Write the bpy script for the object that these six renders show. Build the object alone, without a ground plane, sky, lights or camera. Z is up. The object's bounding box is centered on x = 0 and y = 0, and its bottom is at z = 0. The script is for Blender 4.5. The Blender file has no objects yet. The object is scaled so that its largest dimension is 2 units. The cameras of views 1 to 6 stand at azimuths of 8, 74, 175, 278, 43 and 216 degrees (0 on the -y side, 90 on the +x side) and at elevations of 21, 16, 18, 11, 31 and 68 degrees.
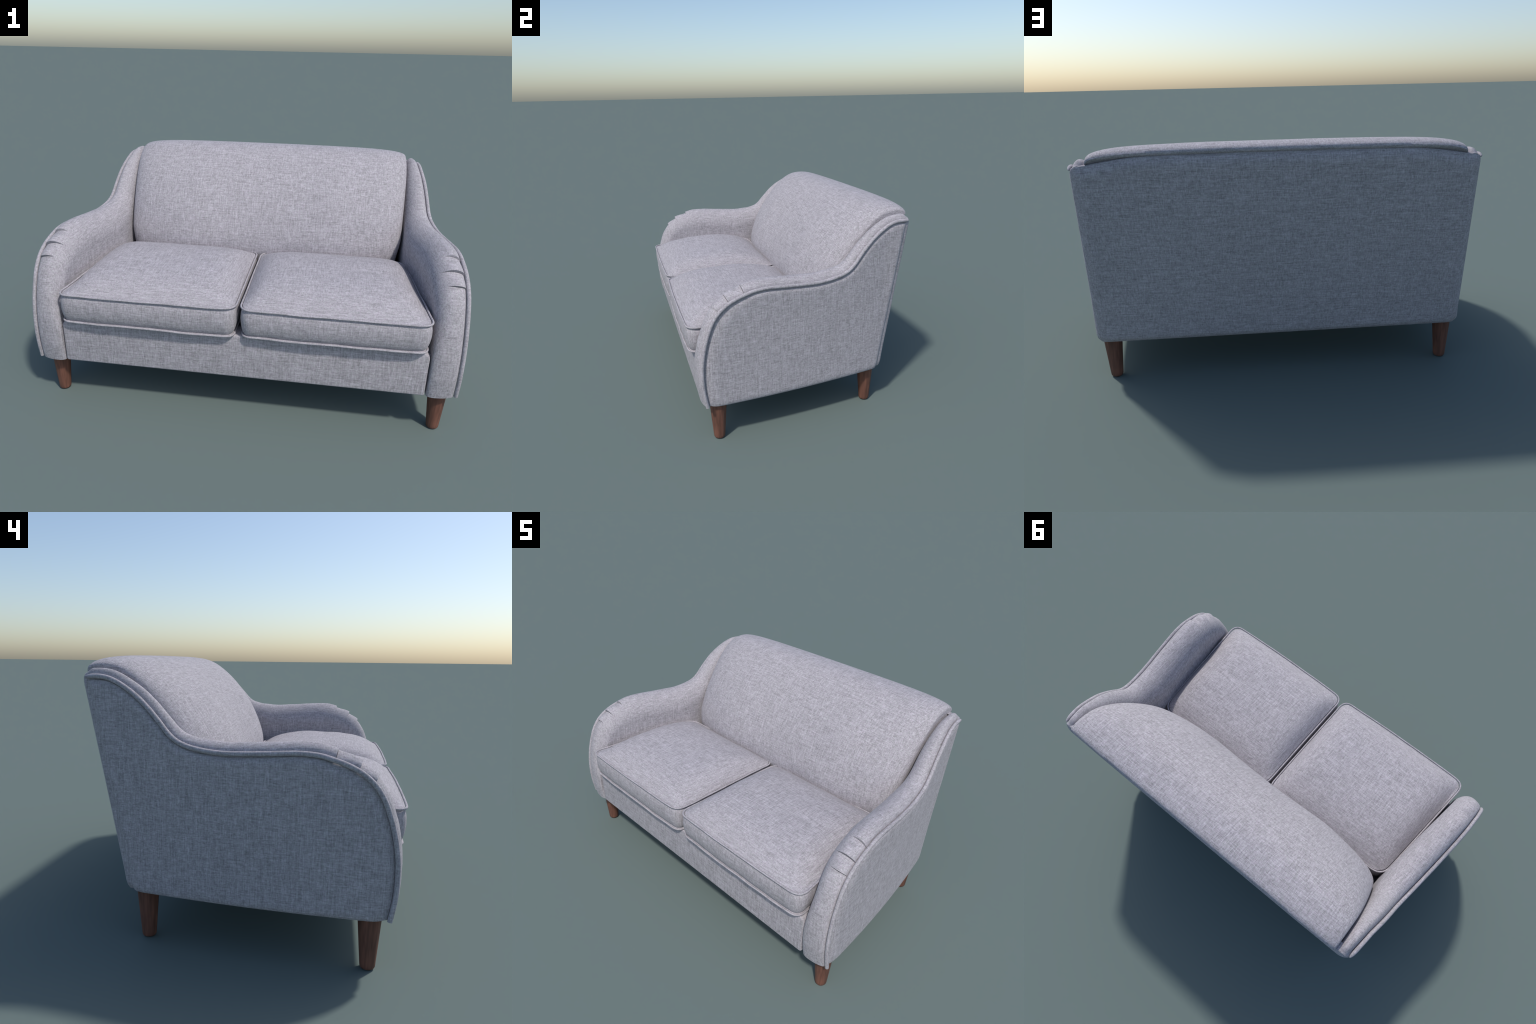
"""Two-seat fabric loveseat: sloping S-curve arms with welted side panels,
one long curved backrest cushion, two piped seat cushions, tapered wooden legs."""
import bpy, bmesh, math
import numpy as np
from mathutils import Vector, noise

# ------------------------------------------------------------------ helpers
def finish(name, verts, faces, mat, parent, sharp=None, recalc=True):
    me = bpy.data.meshes.new(name)
    me.from_pydata([tuple(map(float, v)) for v in verts], [], faces)
    me.validate()
    bm = bmesh.new(); bm.from_mesh(me)
    bmesh.ops.remove_doubles(bm, verts=bm.verts, dist=1e-5)
    if recalc:
        bmesh.ops.recalc_face_normals(bm, faces=bm.faces)
    bm.to_mesh(me); bm.free()
    me.shade_smooth()
    if sharp:
        me.set_sharp_from_angle(angle=math.radians(sharp))
    me.materials.append(mat)
    ob = bpy.data.objects.new(name, me)
    bpy.context.scene.collection.objects.link(ob)
    ob.parent = parent
    return ob

def grid_faces(nu, nv, closed_u=False, closed_v=False, base=0):
    f = []
    for i in range(nu if closed_u else nu - 1):
        for j in range(nv if closed_v else nv - 1):
            a = i * nv + j; b = ((i + 1) % nu) * nv + j
            c = ((i + 1) % nu) * nv + (j + 1) % nv; d = i * nv + (j + 1) % nv
            f.append((base + a, base + b, base + c, base + d))
    return f

def spline(pts, n):
    """Smooth curve through control points, resampled evenly by arc length."""
    P = np.array(pts, float)
    Q = np.vstack([2 * P[0] - P[1], P, 2 * P[-1] - P[-2]])
    out = []
    for i in range(1, len(Q) - 2):
        p0, p1, p2, p3 = Q[i - 1], Q[i], Q[i + 1], Q[i + 2]
        for t in np.linspace(0, 1, 24, endpoint=False):
            out.append(.5 * (2 * p1 + (p2 - p0) * t + (2 * p0 - 5 * p1 + 4 * p2 - p3) * t * t
                             + (3 * p1 - p0 - 3 * p2 + p3) * t ** 3))
    out.append(P[-1]); out = np.array(out)
    return resample(out, n)

def resample(C, n, closed=False):
    if closed: C = np.vstack([C, C[:1]])
    s = np.r_[0, np.cumsum(np.linalg.norm(np.diff(C, axis=0), axis=1))]
    t = np.linspace(0, s[-1], n + 1)[:-1] if closed else np.linspace(0, s[-1], n)
    return np.stack([np.interp(t, s, C[:, k]) for k in range(C.shape[1])], 1)

def smooth(C, it, closed=False):
    C = C.copy()
    for _ in range(it):
        if closed: C = .25 * np.roll(C, 1, 0) + .5 * C + .25 * np.roll(C, -1, 0)
        else: C[1:-1] = .25 * C[:-2] + .5 * C[1:-1] + .25 * C[2:]
    return C

def sstep(a, b, x):
    t = np.clip((x - a) / (b - a), 0, 1)
    return t * t * (3 - 2 * t)

def wob(p, scale, seed):
    return noise.noise(Vector((p[0] * scale + seed, p[1] * scale - seed, p[2] * scale)))

def tube(path, radius, closed, nseg=10, squash=None, taper_end=False):
    """Round welt swept along a 3D path."""
    P = np.array(path, float); n = len(P)
    T = (np.roll(P, -1, 0) - np.roll(P, 1, 0)) if closed else np.gradient(P, axis=0)
    T /= np.linalg.norm(T, axis=1)[:, None]
    V, F = [], []
    for i in range(n):
        t = T[i]
        a = np.cross(t, squash if squash is not None else (0, 0, 1.0)); a /= np.linalg.norm(a)
        b = np.cross(a, t)
        ra, rb = radius if isinstance(radius, tuple) else (radius, radius)
        if taper_end and i > n - 8:
            k = math.sqrt(max(1 - ((i - n + 8) / 7.2) ** 2, .02)); ra *= k; rb *= k
        for j in range(nseg):
            q = 2 * math.pi * j / nseg
            V.append(P[i] + ra * math.cos(q) * a + rb * math.sin(q) * b)
    F = grid_faces(n, nseg, closed, True)
    if not closed:
        F.append(tuple(range(nseg))); F.append(tuple(range((n - 1) * nseg, n * nseg)))
    return V, F

# ---------------------------------------------------------------- materials
def nd(nt, kind, loc=(0, 0), **kw):
    n = nt.nodes.new(kind); n.location = loc
    for k, v in kw.items(): setattr(n, k, v)
    return n

def math_node(nt, op, a, b=None, clamp=False):
    n = nd(nt, 'ShaderNodeMath', operation=op, use_clamp=clamp)
    for i, v in enumerate((a, b)):
        if v is None: continue
        if isinstance(v, (int, float)): n.inputs[i].default_value = v
        else: nt.links.new(v, n.inputs[i])
    return n.outputs[0]

FAB_DARK = (0.225, 0.216, 0.226)
FAB_MID = (0.368, 0.350, 0.374)
FAB_LIGHT = (0.530, 0.500, 0.545)

def fabric(name, curved_back=False):
    """Slubby linen weave: crossing streaks of pale and dark yarn."""
    m = bpy.data.materials.new(name); m.use_nodes = True
    nt = m.node_tree; L = nt.links
    bsdf = nt.nodes['Principled BSDF']
    co = nd(nt, 'ShaderNodeTexCoord').outputs['Object']
    geo = nd(nt, 'ShaderNodeNewGeometry')
    sep = nd(nt, 'ShaderNodeSeparateXYZ'); L.new(co, sep.inputs[0])
    if curved_back:
        # wrap the weave round the curved cushion: angle about its lower rear axis
        dy = math_node(nt, 'SUBTRACT', sep.outputs[1], 0.56)
        dz = math_node(nt, 'SUBTRACT', sep.outputs[2], 0.62)
        ang = math_node(nt, 'MULTIPLY', math_node(nt, 'ARCTAN2', dy, dz), 0.5)
        cmb = nd(nt, 'ShaderNodeCombineXYZ')
        L.new(sep.outputs[0], cmb.inputs[0]); L.new(ang, cmb.inputs[1])
        rad = math_node(nt, 'SQRT', math_node(nt, 'ADD', math_node(nt, 'MULTIPLY', dy, dy), math_node(nt, 'MULTIPLY', dz, dz)))
        L.new(rad, cmb.inputs[2])
        co = cmb.outputs[0]
        weights = [None, None]; axes = [0, 1]
    else:
        nsep = nd(nt, 'ShaderNodeSeparateXYZ'); L.new(geo.outputs['Normal'], nsep.inputs[0])
        weights = []
        for k in range(3):
            a = math_node(nt, 'ABSOLUTE', nsep.outputs[k])
            weights.append(math_node(nt, 'SUBTRACT', 1.0, math_node(nt, 'MULTIPLY', a, a)))
        axes = [0, 1, 2]
    def noise_tex(scale, detail, vec_scale, off):
        mp = nd(nt, 'ShaderNodeMapping'); L.new(co, mp.inputs[0])
        mp.inputs['Scale'].default_value = vec_scale
        mp.inputs['Location'].default_value = off
        n = nd(nt, 'ShaderNodeTexNoise'); L.new(mp.outputs[0], n.inputs['Vector'])
        n.inputs['Scale'].default_value = scale; n.inputs['Detail'].default_value = detail
        n.inputs['Roughness'].default_value = 0.6
        return n.outputs['Fac']
    total = None
    for k in axes:
        vs = [1.0, 1.0, 1.0]; vs[k] = 0.09
        st = noise_tex(175, 2, tuple(vs), (3.1 * k, 1.7, 5.3 * k))       # yarn streaks
        vs[k] = 0.22
        st2 = noise_tex(350, 1, tuple(vs), (7.1, 2.7 * k, .3))            # fine yarn
        v = math_node(nt, 'ADD', math_node(nt, 'MULTIPLY', math_node(nt, 'SUBTRACT', st, 0.5), 1.0),
                      math_node(nt, 'MULTIPLY', math_node(nt, 'SUBTRACT', st2, 0.5), 0.75))
        if weights[k] is not None: v = math_node(nt, 'MULTIPLY', v, weights[k])
        total = v if total is None else math_node(nt, 'ADD', total, v)
    blotch = noise_tex(26, 2, (1, 1, 1), (.4, 9, 2))
    total = math_node(nt, 'ADD', total, math_node(nt, 'MULTIPLY', math_node(nt, 'SUBTRACT', blotch, 0.5), 0.12))
    fac = math_node(nt, 'ADD', math_node(nt, 'MULTIPLY', total, 0.78), 0.5, clamp=True)
    ramp = nd(nt, 'ShaderNodeValToRGB'); L.new(fac, ramp.inputs[0])
    cr = ramp.color_ramp
    cr.elements[0].position = 0.12; cr.elements[0].color = (*FAB_DARK, 1)
    cr.elements[1].position = 0.88; cr.elements[1].color = (*FAB_LIGHT, 1)
    e = cr.elements.new(0.5); e.color = (*FAB_MID, 1)
    # yarns differ slightly in tint: some rosy, some greenish grey
    tint = noise_tex(140, 1, (1, 1, 1), (4.2, .7, 6.1))
    tr = nd(nt, 'ShaderNodeValToRGB'); L.new(tint, tr.inputs[0])
    tr.color_ramp.elements[0].position = .35; tr.color_ramp.elements[0].color = (.975, 1.0, .972, 1)
    tr.color_ramp.elements[1].position = .65; tr.color_ramp.elements[1].color = (1.0, .968, .995, 1)
    mx = nd(nt, 'ShaderNodeMix', data_type='RGBA', blend_type='MULTIPLY')
    mx.inputs['Factor'].default_value = 1.0
    L.new(ramp.outputs[0], mx.inputs['A']); L.new(tr.outputs[0], mx.inputs['B'])
    L.new(mx.outputs['Result'], bsdf.inputs['Base Color'])
    bsdf.inputs['Roughness'].default_value = 0.92
    bsdf.inputs['Specular IOR Level'].default_value = 0.15
    bsdf.inputs['Sheen Weight'].default_value = 0.08
    bsdf.inputs['Sheen Roughness'].default_value = 0.5
    bp = nd(nt, 'ShaderNodeBump'); L.new(fac, bp.inputs['Height'])
    bp.inputs['Strength'].default_value = 0.25; bp.inputs['Distance'].default_value = 0.002
    L.new(bp.outputs[0], bsdf.inputs['Normal'])
    return m

def wood():
    m = bpy.data.materials.new('stained_wood'); m.use_nodes = True
    nt = m.node_tree; L = nt.links; bsdf = nt.nodes['Principled BSDF']
    co = nd(nt, 'ShaderNodeTexCoord').outputs['Object']
    mp = nd(nt, 'ShaderNodeMapping'); L.new(co, mp.inputs[0]); mp.inputs['Scale'].default_value = (1, 1, .05)
    n1 = nd(nt, 'ShaderNodeTexNoise'); L.new(mp.outputs[0], n1.inputs['Vector'])
    n1.inputs['Scale'].default_value = 110; n1.inputs['Detail'].default_value = 4
    mp2 = nd(nt, 'ShaderNodeMapping'); L.new(co, mp2.inputs[0]); mp2.inputs['Scale'].default_value = (1, 1, .18)
    n2 = nd(nt, 'ShaderNodeTexNoise'); L.new(mp2.outputs[0], n2.inputs['Vector'])
    n2.inputs['Scale'].default_value = 45; n2.inputs['Detail'].default_value = 2
    f = math_node(nt, 'ADD', math_node(nt, 'MULTIPLY', n1.outputs['Fac'], .65), math_node(nt, 'MULTIPLY', n2.outputs['Fac'], .35))
    ramp = nd(nt, 'ShaderNodeValToRGB'); L.new(f, ramp.inputs[0]); cr = ramp.color_ramp
    cr.elements[0].position = .3; cr.elements[0].color = (0.075, 0.036, 0.026, 1)
    cr.elements[1].position = .7; cr.elements[1].color = (0.225, 0.098, 0.066, 1)
    e = cr.elements.new(.5); e.color = (0.145, 0.066, 0.046, 1)
    L.new(ramp.outputs[0], bsdf.inputs['Base Color'])
    bsdf.inputs['Roughness'].default_value = .55
    bsdf.inputs['Specular IOR Level'].default_value = .3
    return m

FABRIC = fabric('grey_linen_weave')
FABRIC_BACK = fabric('grey_linen_weave_wrapped', True)
WOOD = wood()

# ------------------------------------------------------------- shared shape
def panel_x(y):                 # outer face of the side panels: toed in to the rear, gently bowed
    return 0.926 - 0.115 * y + 0.021 * max(0.0, 1 - ((y + .06) / .52) ** 2)

def rear_y(z):                  # raked rear face
    return 0.447 + 0.187 * (z - 0.215)

ARM_LINE = [(-.561, .217), (-.568, .255), (-.576, .31), (-.579, .37), (-.577, .44), (-.569, .50),
            (-.559, .548), (-.544, .60), (-.523, .655), (-.497, .699), (-.467, .731), (-.432, .757),
            (-.387, .779), (-.345, .793), (-.299, .806), (-.25, .811), (-.20, .811), (-.114, .805),
            (-.03, .800), (.04, .797), (.10, .800), (.168, .810), (.217, .826), (.253, .852),
            (.289, .895), (.33, .941), (.377, .985), (.42, 1.015), (.46, 1.038), (.498, 1.053),
            (.537, 1.059), (.575, 1.058), (.604, 1.053)]
ARM = smooth(spline(ARM_LINE, 300), 8)
tan = np.gradient(ARM, axis=0); tan /= np.linalg.norm(tan, axis=1)[:, None]
NRM = np.stack([-tan[:, 1], tan[:, 0]], 1)       # outward (up / forward)

sofa = bpy.data.objects.new('loveseat', None)
bpy.context.scene.collection.objects.link(sofa)
sofa['label'] = 'grey linen two-seat sofa with curved arms and wooden legs'
sofa['category'] = 'sofa'

# ------------------------------------------------------------------- arms
PLEATS = [(-.481, .085, 1.0), (-.426, .108, 1.25), (-.345, .085, 1.0)]   # y, reach across, depth

def arm_mesh(side):
    # path parameter with doubled stations at each pleat so that the fold steps sharply
    s_all = np.linspace(0, 1, 300)
    ps = [float(np.interp(p[0], ARM[60:200, 0], s_all[60:200])) for p in PLEATS]
    eps = 0.0007
    st = np.unique(np.r_[np.linspace(0, 1, 260), [p - eps for p in ps], [p + eps for p in ps], [p for p in ps]])
    st = np.array([s for s in st if all(abs(s - p) < eps * .01 or abs(abs(s - p) - eps) < eps * .01 or abs(s - p) > eps * 1.2 for p in ps)])
    Y = np.interp(st, s_all, ARM[:, 0]); Z = np.interp(st, s_all, ARM[:, 1])
    NY = np.interp(st, s_all, NRM[:, 0]); NZ = np.interp(st, s_all, NRM[:, 1])
    SK = [(-.46, .24), (-.46, .33), (-.40, .40), (-.10, .41), (.15, .42), (.34, .46), (.47, .70), (.555, 1.0)]
    SKC = spline(SK, 300)
    V = []; ncol = None
    for i, s in enumerate(st):
        y, z = Y[i], Z[i]
        up = sstep(.25, .48, s)                    # 0 on the upright front, 1 on the arm top
        wing = sstep(.62, .9, s)
        h0 = (.014 + .010 * up) * (1 - .15 * wing)
        h0 *= sstep(1.003, .980, s) * .7 + .3
        post = sstep(.26, .08, s)                  # flat, square-edged foot of the front post
        w0 = .050 - .006 * up - .020 * wing + .034 * post
        b = .080 + .045 * up - .055 * wing - .066 * post
        xin = max(.793 - .114 * y, .783 + .008 * (y - .15) if y > .1 else 0)
        xo = panel_x(y) - .0135
        W = xo - xin
        # sawtooth of the folded pleats
        def fold(w):
            g = 0.0
            for k, p in enumerate(ps):
                reach, amp = PLEATS[k][1], PLEATS[k][2]
                lo = ps[k - 1] if k > 0 else p - .07
                hi = ps[k + 1] if k < 2 else p + .08
                win = sstep(reach, reach * .35, w) * amp
                if s >= p:
                    g += .0062 * win * (1 - sstep(p, hi, s)) if s > p else 0
                else:
                    g += -.0045 * win * (1 - sstep(p, lo, s))
                if abs(s - p) < eps * .5: g += -.015 * win
            return g
        row = []
        row.append((.004, -.075)); row.append((-.001, -.030)); row.append((0.0, -.014))
        for a in np.linspace(0, 1, 12):
            w = .002 + (w0 - .002) * a
            row.append((w, -.005 + (h0 + .005) * math.sin(a * math.pi / 2) ** .6))
        for f in np.linspace(0, math.pi / 2, 16)[1:]:
            row.append((w0 + (W - w0) * math.sin(f), h0 - b + b * math.cos(f)))
        pts = []
        for w, h in row:
            g = fold(w) if w > .0005 else 0
            p = [xo - w, y + NY[i] * (h + g), z + NZ[i] * (h + g)]
            if w > .004:
                d = .0016 * wob(p, 11, 3.0 + side) + .0009 * wob(p, 30, 8.0)
                p[1] += NY[i] * d; p[2] += NZ[i] * d
            pts.append(p)
        # inner wall down to the arm's core line
        sk = np.array([np.interp(s, s_all, SKC[:, 0]), np.interp(s, s_all, SKC[:, 1])])
        last = pts[-1]
        for f in np.linspace(0, 1, 9)[1:]:
            yy = last[1] + (sk[0] - last[1]) * f; zz = last[2] + (sk[1] - last[2]) * f
            xi = max(.793 - .114 * yy, .783 + .008 * (yy - .15) if yy > .1 else 0)
            pts.append([last[0] + (xi - .008 - last[0]) * sstep(0, .6, f), yy, zz])
        ncol = len(pts)
        V += [(side * p[0], p[1], p[2]) for p in pts]
    n = len(st)
    F = grid_faces(n, ncol)
    # end caps (underside of the front post, rear end of the wing)
    F.append(tuple(range(ncol))); F.append(tuple(range((n - 1) * ncol, n * ncol)))
    return V, F

def slab(name, outline, depth, bevel, mat, parent, place, direction):
    """Upholstered flat panel: outline polygon, extruded and softly bevelled."""
    bm = bmesh.new()
    vs = [bm.verts.new(place(a, b)) for a, b in outline]
    f = bm.faces.new(vs)
    r = bmesh.ops.extrude_face_region(bm, geom=[f])
    for v in [g for g in r['geom'] if isinstance(g, bmesh.types.BMVert)]:
        v.co += Vector(direction) * depth
    bmesh.ops.recalc_face_normals(bm, faces=bm.faces)
    me = bpy.data.meshes.new(name); bm.to_mesh(me); bm.free()
    me.materials.append(mat)
    ob = bpy.data.objects.new(name, me); bpy.context.scene.collection.objects.link(ob)
    ob.parent = parent
    md = ob.modifiers.new('soft_edge', 'BEVEL'); md.width = bevel; md.segments = 4
    md.limit_method = 'ANGLE'; md.angle_limit = math.radians(50); md.use_clamp_overlap = True
    dg = bpy.context.evaluated_depsgraph_get()
    me2 = bpy.data.meshes.new_from_object(ob.evaluated_get(dg))
    ob.modifiers.clear(); ob.data = me2; me2.name = name
    me2.shade_smooth(); me2.set_sharp_from_angle(angle=math.radians(30))
    return ob

def domed(name, outline, centre, zlow, height, soft, mat, parent, place, skirt):
    """Stuffed upholstery panel: rings shrinking to the centre, pillowed away from its seams."""
    B = resample(np.array(outline, float), 360, True)
    c = np.array(centre)
    ks = 1 - np.linspace(0, 1, 40) ** 1.6
    seam = B[B[:, 1] > zlow + .004]                 # the bottom edge is wrapped, not sewn
    V = [np.array(place(p[0], p[1], 0.0)) + np.array(skirt) for p in B]
    for k in ks:
        for p in B:
            q = c + (p - c) * k
            dist = float(np.sqrt(((seam - q) ** 2).sum(1).min()))
            t = min(dist / soft(q[0], q[1]), 1.0)
            d = 1 - (1 - t) ** 2.6
            low = min(max((q[1] - zlow) / .03, 0), 1)
            d *= .45 + .55 * math.sqrt(1 - (1 - low) ** 2)
            V.append(np.array(place(q[0], q[1], height * d)))
    F = grid_faces(len(ks) + 1, len(B), False, True)
    return finish(name, V, F, mat, parent, sharp=60)

def arc(cx, cz, r, a0, a1, n=7):
    return [(cx + r * math.cos(math.radians(a)), cz + r * math.sin(math.radians(a))) for a in np.linspace(a0, a1, n)]

for side in (1, -1):
    V, F = arm_mesh(side)
    arm = finish('armrest', V, F, FABRIC, sofa, sharp=48)
    # welt round the edge of the side panel
    band = .0095
    C = ARM - NRM * band
    path = [(side * (panel_x(y) - .002), y, z) for y, z in C if y < .598]
    V, F = tube(path, (.0095, .0095), False, 14, squash=np.array([1.0, 0, 0]), taper_end=True)
    V = [(v[0] * 1.0, v[1], v[2]) for v in V]
    finish('welt', V, F, FABRIC, arm, sharp=60)
    # flat outer panel, let in behind the welt
    inset = ARM - NRM * .0195
    top = [tuple(p) for p in resample(inset, 120)]
    rear_edge = .012
    out = [p for p in top if p[0] < rear_y(p[1]) - rear_edge - .002]
    zt = out[-1][1]
    out.append((rear_y(zt - .002) - rear_edge, zt - .002))
    for z in np.linspace(zt - .05, .26, 6): out.append((rear_y(z) - rear_edge, z))
    out += [(.450 - rear_edge, .236), (.442 - rear_edge, .222), (.426 - rear_edge, .214), (.40 - rear_edge, .212)]
    out += [(y, .2125) for y in np.linspace(.3, -.5, 9)]
    def soft(y, z):              # dome height: soft near the front, tight elsewhere
        return .030 + .05 * sstep(-.25, -.5, y)
    domed('side_panel', out, (.10, .50), .214, .014, soft, FABRIC, arm,
          lambda a, b, d: (side * (panel_x(a) - .010 + d), a, b), (-side * .04, 0, 0))

# ------------------------------------------------------------- back panel
def back_top(x):
    x = abs(x)
    return float(np.interp(x, [0, .45, .55, .62, .68, .75, .80, .86], [1.095, 1.094, 1.092, 1.087, 1.079, 1.068, 1.061, 1.055]))
outl = []
hw = lambda z: panel_x(rear_y(z)) - .004
outl += arc(-hw(.24) + .03, .243, .032, 180, 270)
outl += [(x, .211) for x in np.linspace(-.7, .7, 15)]
outl += arc(hw(.24) - .03, .243, .032, 270, 360)
for z in np.linspace(.30, 1.02, 10): outl.append((hw(z), z))
outl += [(hw(1.04) - .001, 1.038), (hw(1.05) - .006, 1.050)]
outl += [(x, back_top(x)) for x in np.linspace(.83, -.83, 60)]
outl += [(-hw(1.05) + .006, 1.050), (-hw(1.04) + .001, 1.038)]
for z in np.linspace(1.02, .30, 10): outl.append((-hw(z), z))
domed('back_panel', outl, (0, .62),  .214, .021, lambda x, z: .06, FABRIC, sofa,
      lambda a, b, d: (a, rear_y(b) - .002 + d, b), (0, -.034, 0))

# ------------------------------------------------------- front rail, base
rail = []
rail += [(-.850, .219), (.850, .219)]
rail += arc(.852 - .035, .440 - .035, .035, 0, 90)
rail += arc(-.852 + .035, .440 - .035, .035, 90, 180)
slab('front_rail', rail, .10, .010, FABRIC, sofa, lambda a, b: (a, -.576, b), (0, 1, 0))

base = [(-.93, -.545), (.93, -.545), (.845, .43), (-.845, .43)]
slab('seat_base', [(x * .965, y) for x, y in base], .20, .006, FABRIC, sofa, lambda a, b: (a, b, .2165), (0, 0, 1))

# --------------------------------------------------------- backrest cushion
CENTRE = [(.56, 1.00), (.586, 1.078), (.606, 1.093), (.618, 1.099), (.6230, 1.108), (.610, 1.121), (.580, 1.129), (.535, 1.132), (.48, 1.128), (.422, 1.108),
          (.365, 1.072), (.307, 1.022), (.258, .968), (.212, .908), (.170, .843), (.138, .778), (.114, .713),
          (.099, .65), (.098, .59), (.12, .52)]
END = [(.56, .97), (.586, 1.045), (.600, 1.061), (.613, 1.063), (.617, 1.070), (.606, 1.080), (.578, 1.088), (.538, 1.087), (.490, 1.074), (.445, 1.046),
       (.403, 1.006), (.361, .957), (.322, .900), (.286, .84), (.252, .777), (.223, .715), (.199, .655),
       (.185, .60), (.183, .56), (.20, .52)]
NP = 110
PC, PE = spline(CENTRE, NP), spline(END, NP)
XS = np.sin(np.linspace(-math.pi / 2, math.pi / 2, 150))     # denser towards the ends
HALF = .787
V = []
for u in XS:
    f = (1 - abs(u) ** 7) ** .45 * .86 + .14 * (1 - u * u)
    for j in range(NP):
        p = PE[j] + (PC[j] - PE[j]) * f
        hwid = HALF - .020 * sstep(.45, .10, p[0]) - .02 * sstep(.70, .56, p[1])
        q = [u * hwid, p[0], p[1]]
        d = .0025 * wob(q, 5, 1.0) * (1 - abs(u) ** 6)
        d += .012 * math.exp(-((abs(u) - .52) / .26) ** 2) * float(sstep(1.10, .90, q[2]))   # two fuller seats' worth of stuffing
        if j > 24: q[1] -= d; q[2] += d * .5
        V.append(q)
F = grid_faces(len(XS), NP)
F.append(tuple(range(NP))); F.append(tuple(range((len(XS) - 1) * NP, len(XS) * NP)))
F += [tuple([i * NP + NP - 1 for i in range(len(XS))] + [i * NP for i in reversed(range(len(XS)))])]
finish('backrest_cushion', V, F, FABRIC_BACK, sofa, sharp=50)

# ------------------------------------------------------------ seat cushions
def rounded_poly(corners, radii, n):
    C = []
    P = [np.array(c, float) for c in corners]
    for i, p in enumerate(P):
        a = P[i - 1] - p; b = P[(i + 1) % len(P)] - p
        a /= np.linalg.norm(a); b /= np.linalg.norm(b)
        r = radii[i]
        for t in np.linspace(0, 1, 14):
            C.append((1 - t) ** 2 * (p + a * r) + 2 * t * (1 - t) * p + t * t * (p + b * r))
    return resample(np.array(C), n, True)

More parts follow.
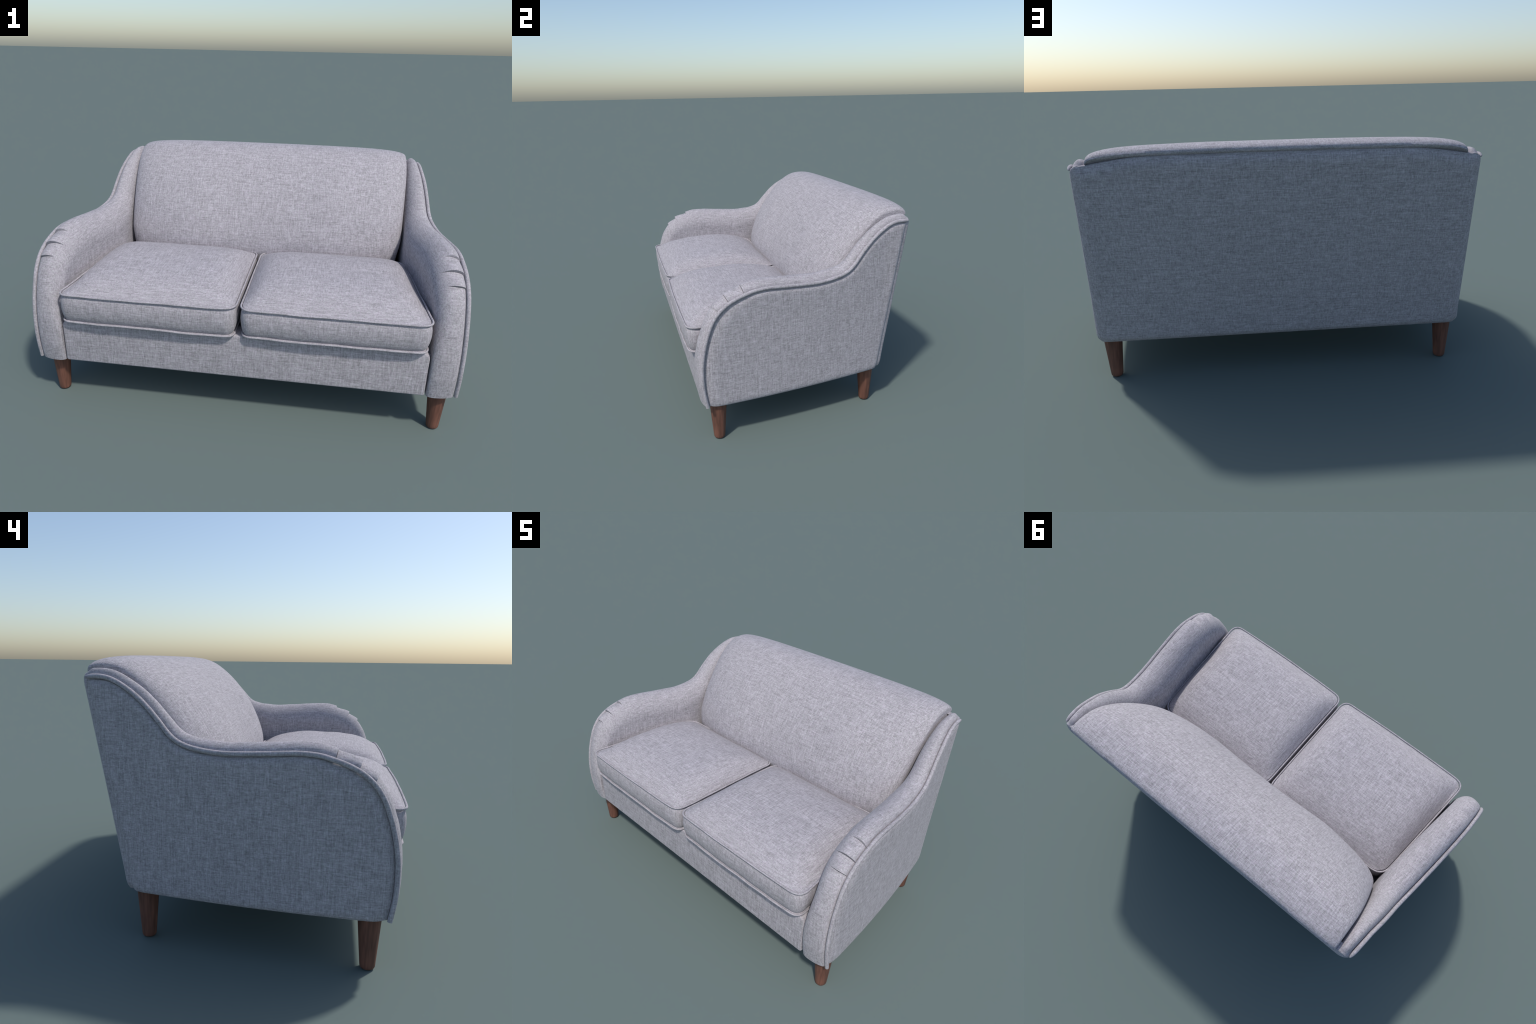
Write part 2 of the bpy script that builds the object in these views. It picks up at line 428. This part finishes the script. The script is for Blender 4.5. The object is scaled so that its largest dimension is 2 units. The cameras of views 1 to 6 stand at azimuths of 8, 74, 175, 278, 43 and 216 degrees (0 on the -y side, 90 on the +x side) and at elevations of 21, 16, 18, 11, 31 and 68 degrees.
def cushion(side, seed):
    N = 320
    corners = [(.0105, -.609), (.848, -.609), (.783, .112), (.0105, .112)]
    O = rounded_poly(corners, [.055, .06, .075, .06], N)
    # slightly bowed front edge
    O[:, 1] -= .010 * sstep(-.5, -.6, O[:, 1]) * np.sin(np.clip((O[:, 0]) / .845, 0, 1) * math.pi) ** .6
    O[:, 0] *= side
    cen = np.array([side * .41, -.245])
    nrm = np.roll(O, -1, 0) - np.roll(O, 1, 0); nrm = np.stack([nrm[:, 1], -nrm[:, 0]], 1)
    nrm /= np.linalg.norm(nrm, axis=1)[:, None]
    if ((nrm * (O - cen)).sum(1)).mean() < 0: nrm = -nrm
    wav = lambda p, k, s: noise.noise(Vector((p[0] * k + s, p[1] * k, s * 2.3)))
    zt = np.array([.588 + .005 * float(sstep(-.56, -.05, p[1])) + .004 * wav(p, 7, seed) for p in O])
    zb = np.array([(.452 if side > 0 else .449) + .005 * wav(p, 6, seed + 5) for p in O])
    inn_b = np.array([-.006 + .004 * wav(p, 9, seed + 9) for p in O])   # bottom welt lies a little further in
    rings = []
    # underside
    for k in (.0, .5, .9):
        rings.append([(cen[0] + (O[i, 0] - cen[0]) * k, cen[1] + (O[i, 1] - cen[1]) * k, zb[i] + .004 - .006 * (1 - k)) for i in range(N)])
    def off(i, d, z):
        return (O[i, 0] + nrm[i, 0] * d, O[i, 1] + nrm[i, 1] * d, z)
    rings.append([off(i, inn_b[i] - .006, zb[i] + .001) for i in range(N)])
    for f in np.linspace(0, 1, 12):
        bul = .0155 * math.sin(math.pi * f) ** .6
        rings.append([off(i, -.010 + inn_b[i] * (1 - f) + bul + .0015 * wav(O[i], 20, seed + f), zb[i] + .004 + (zt[i] - zb[i] - .008) * f) for i in range(N)])
    rings.append([off(i, -.0070, zt[i] - .004) for i in range(N)])      # stitched slit inside the piping
    # crowned top
    ks = 1 - np.linspace(0, 1, 42) ** 1.35 * 1.0
    for k in ks:
        kk = k * .982
        ring = []
        for i in range(N):
            x = cen[0] + (O[i, 0] - cen[0]) * kk; y = cen[1] + (O[i, 1] - cen[1]) * kk
            ca = min(abs(x - cen[0]) / .412, 1); cb = min(abs(y + .252) / .362, 1)
            crown = .090 * ((1 - ca ** 6) * (1 - cb ** 2.9)) ** .75 * (1 - kk ** 14)
            crown = crown - .003
            z = zt[i] * k + (.588 + .004 * float(sstep(-.5, 0, y))) * (1 - k) + .002 + crown * (1 - .13 * float(sstep(-.25, .1, y)))
            z += .0035 * wav((x, y), 5, seed + 2) * (1 - k ** 4) + .0012 * wav((x, y), 16, seed) * (1 - k ** 3)
            ring.append((x, y, z))
        rings.append(ring)
    V = [v for r in rings for v in r]
    F = grid_faces(len(rings), N, False, True)
    cu = finish('seat_cushion', V, F, FABRIC, sofa, sharp=55)
    for zz, ins in ((zt, np.full(N, -.0005)), (zb, inn_b - .001)):
        path = [off(i, ins[i], zz[i] + .0005) for i in range(N)]
        tv, tf = tube(path, .0047, True, 10)
        finish('piping', tv, tf, FABRIC, cu)
    return cu

cushion(1, 2.0)
cushion(-1, 11.0)

# ------------------------------------------------------------------- legs
def leg_mesh():
    prof = [(0, 0), (.020, 0), (.0255, .0022), (.0285, .0075), (.0295, .016)]
    for t in np.linspace(0, 1, 12)[1:]:
        prof.append((.0295 + .0165 * t, .016 + .212 * t))
    prof.append((0, .228))
    n = 48; V = []
    for r, z in prof:
        for j in range(n):
            a = 2 * math.pi * j / n
            V.append((r * math.cos(a), r * math.sin(a), z))
    return V, grid_faces(len(prof), n, False, True)
V, F = leg_mesh()
first = None
for x, y in ((.924, -.488), (-.924, -.488), (.818, .387), (-.818, .387)):
    if first is None:
        ob = first = finish('leg', V, F, WOOD, sofa, sharp=50)
    else:
        ob = first.copy(); bpy.context.scene.collection.objects.link(ob)
    ob.location = (x, y, 0)
    ob.rotation_euler = (0, 0, 1.3 * x + 4 * y)
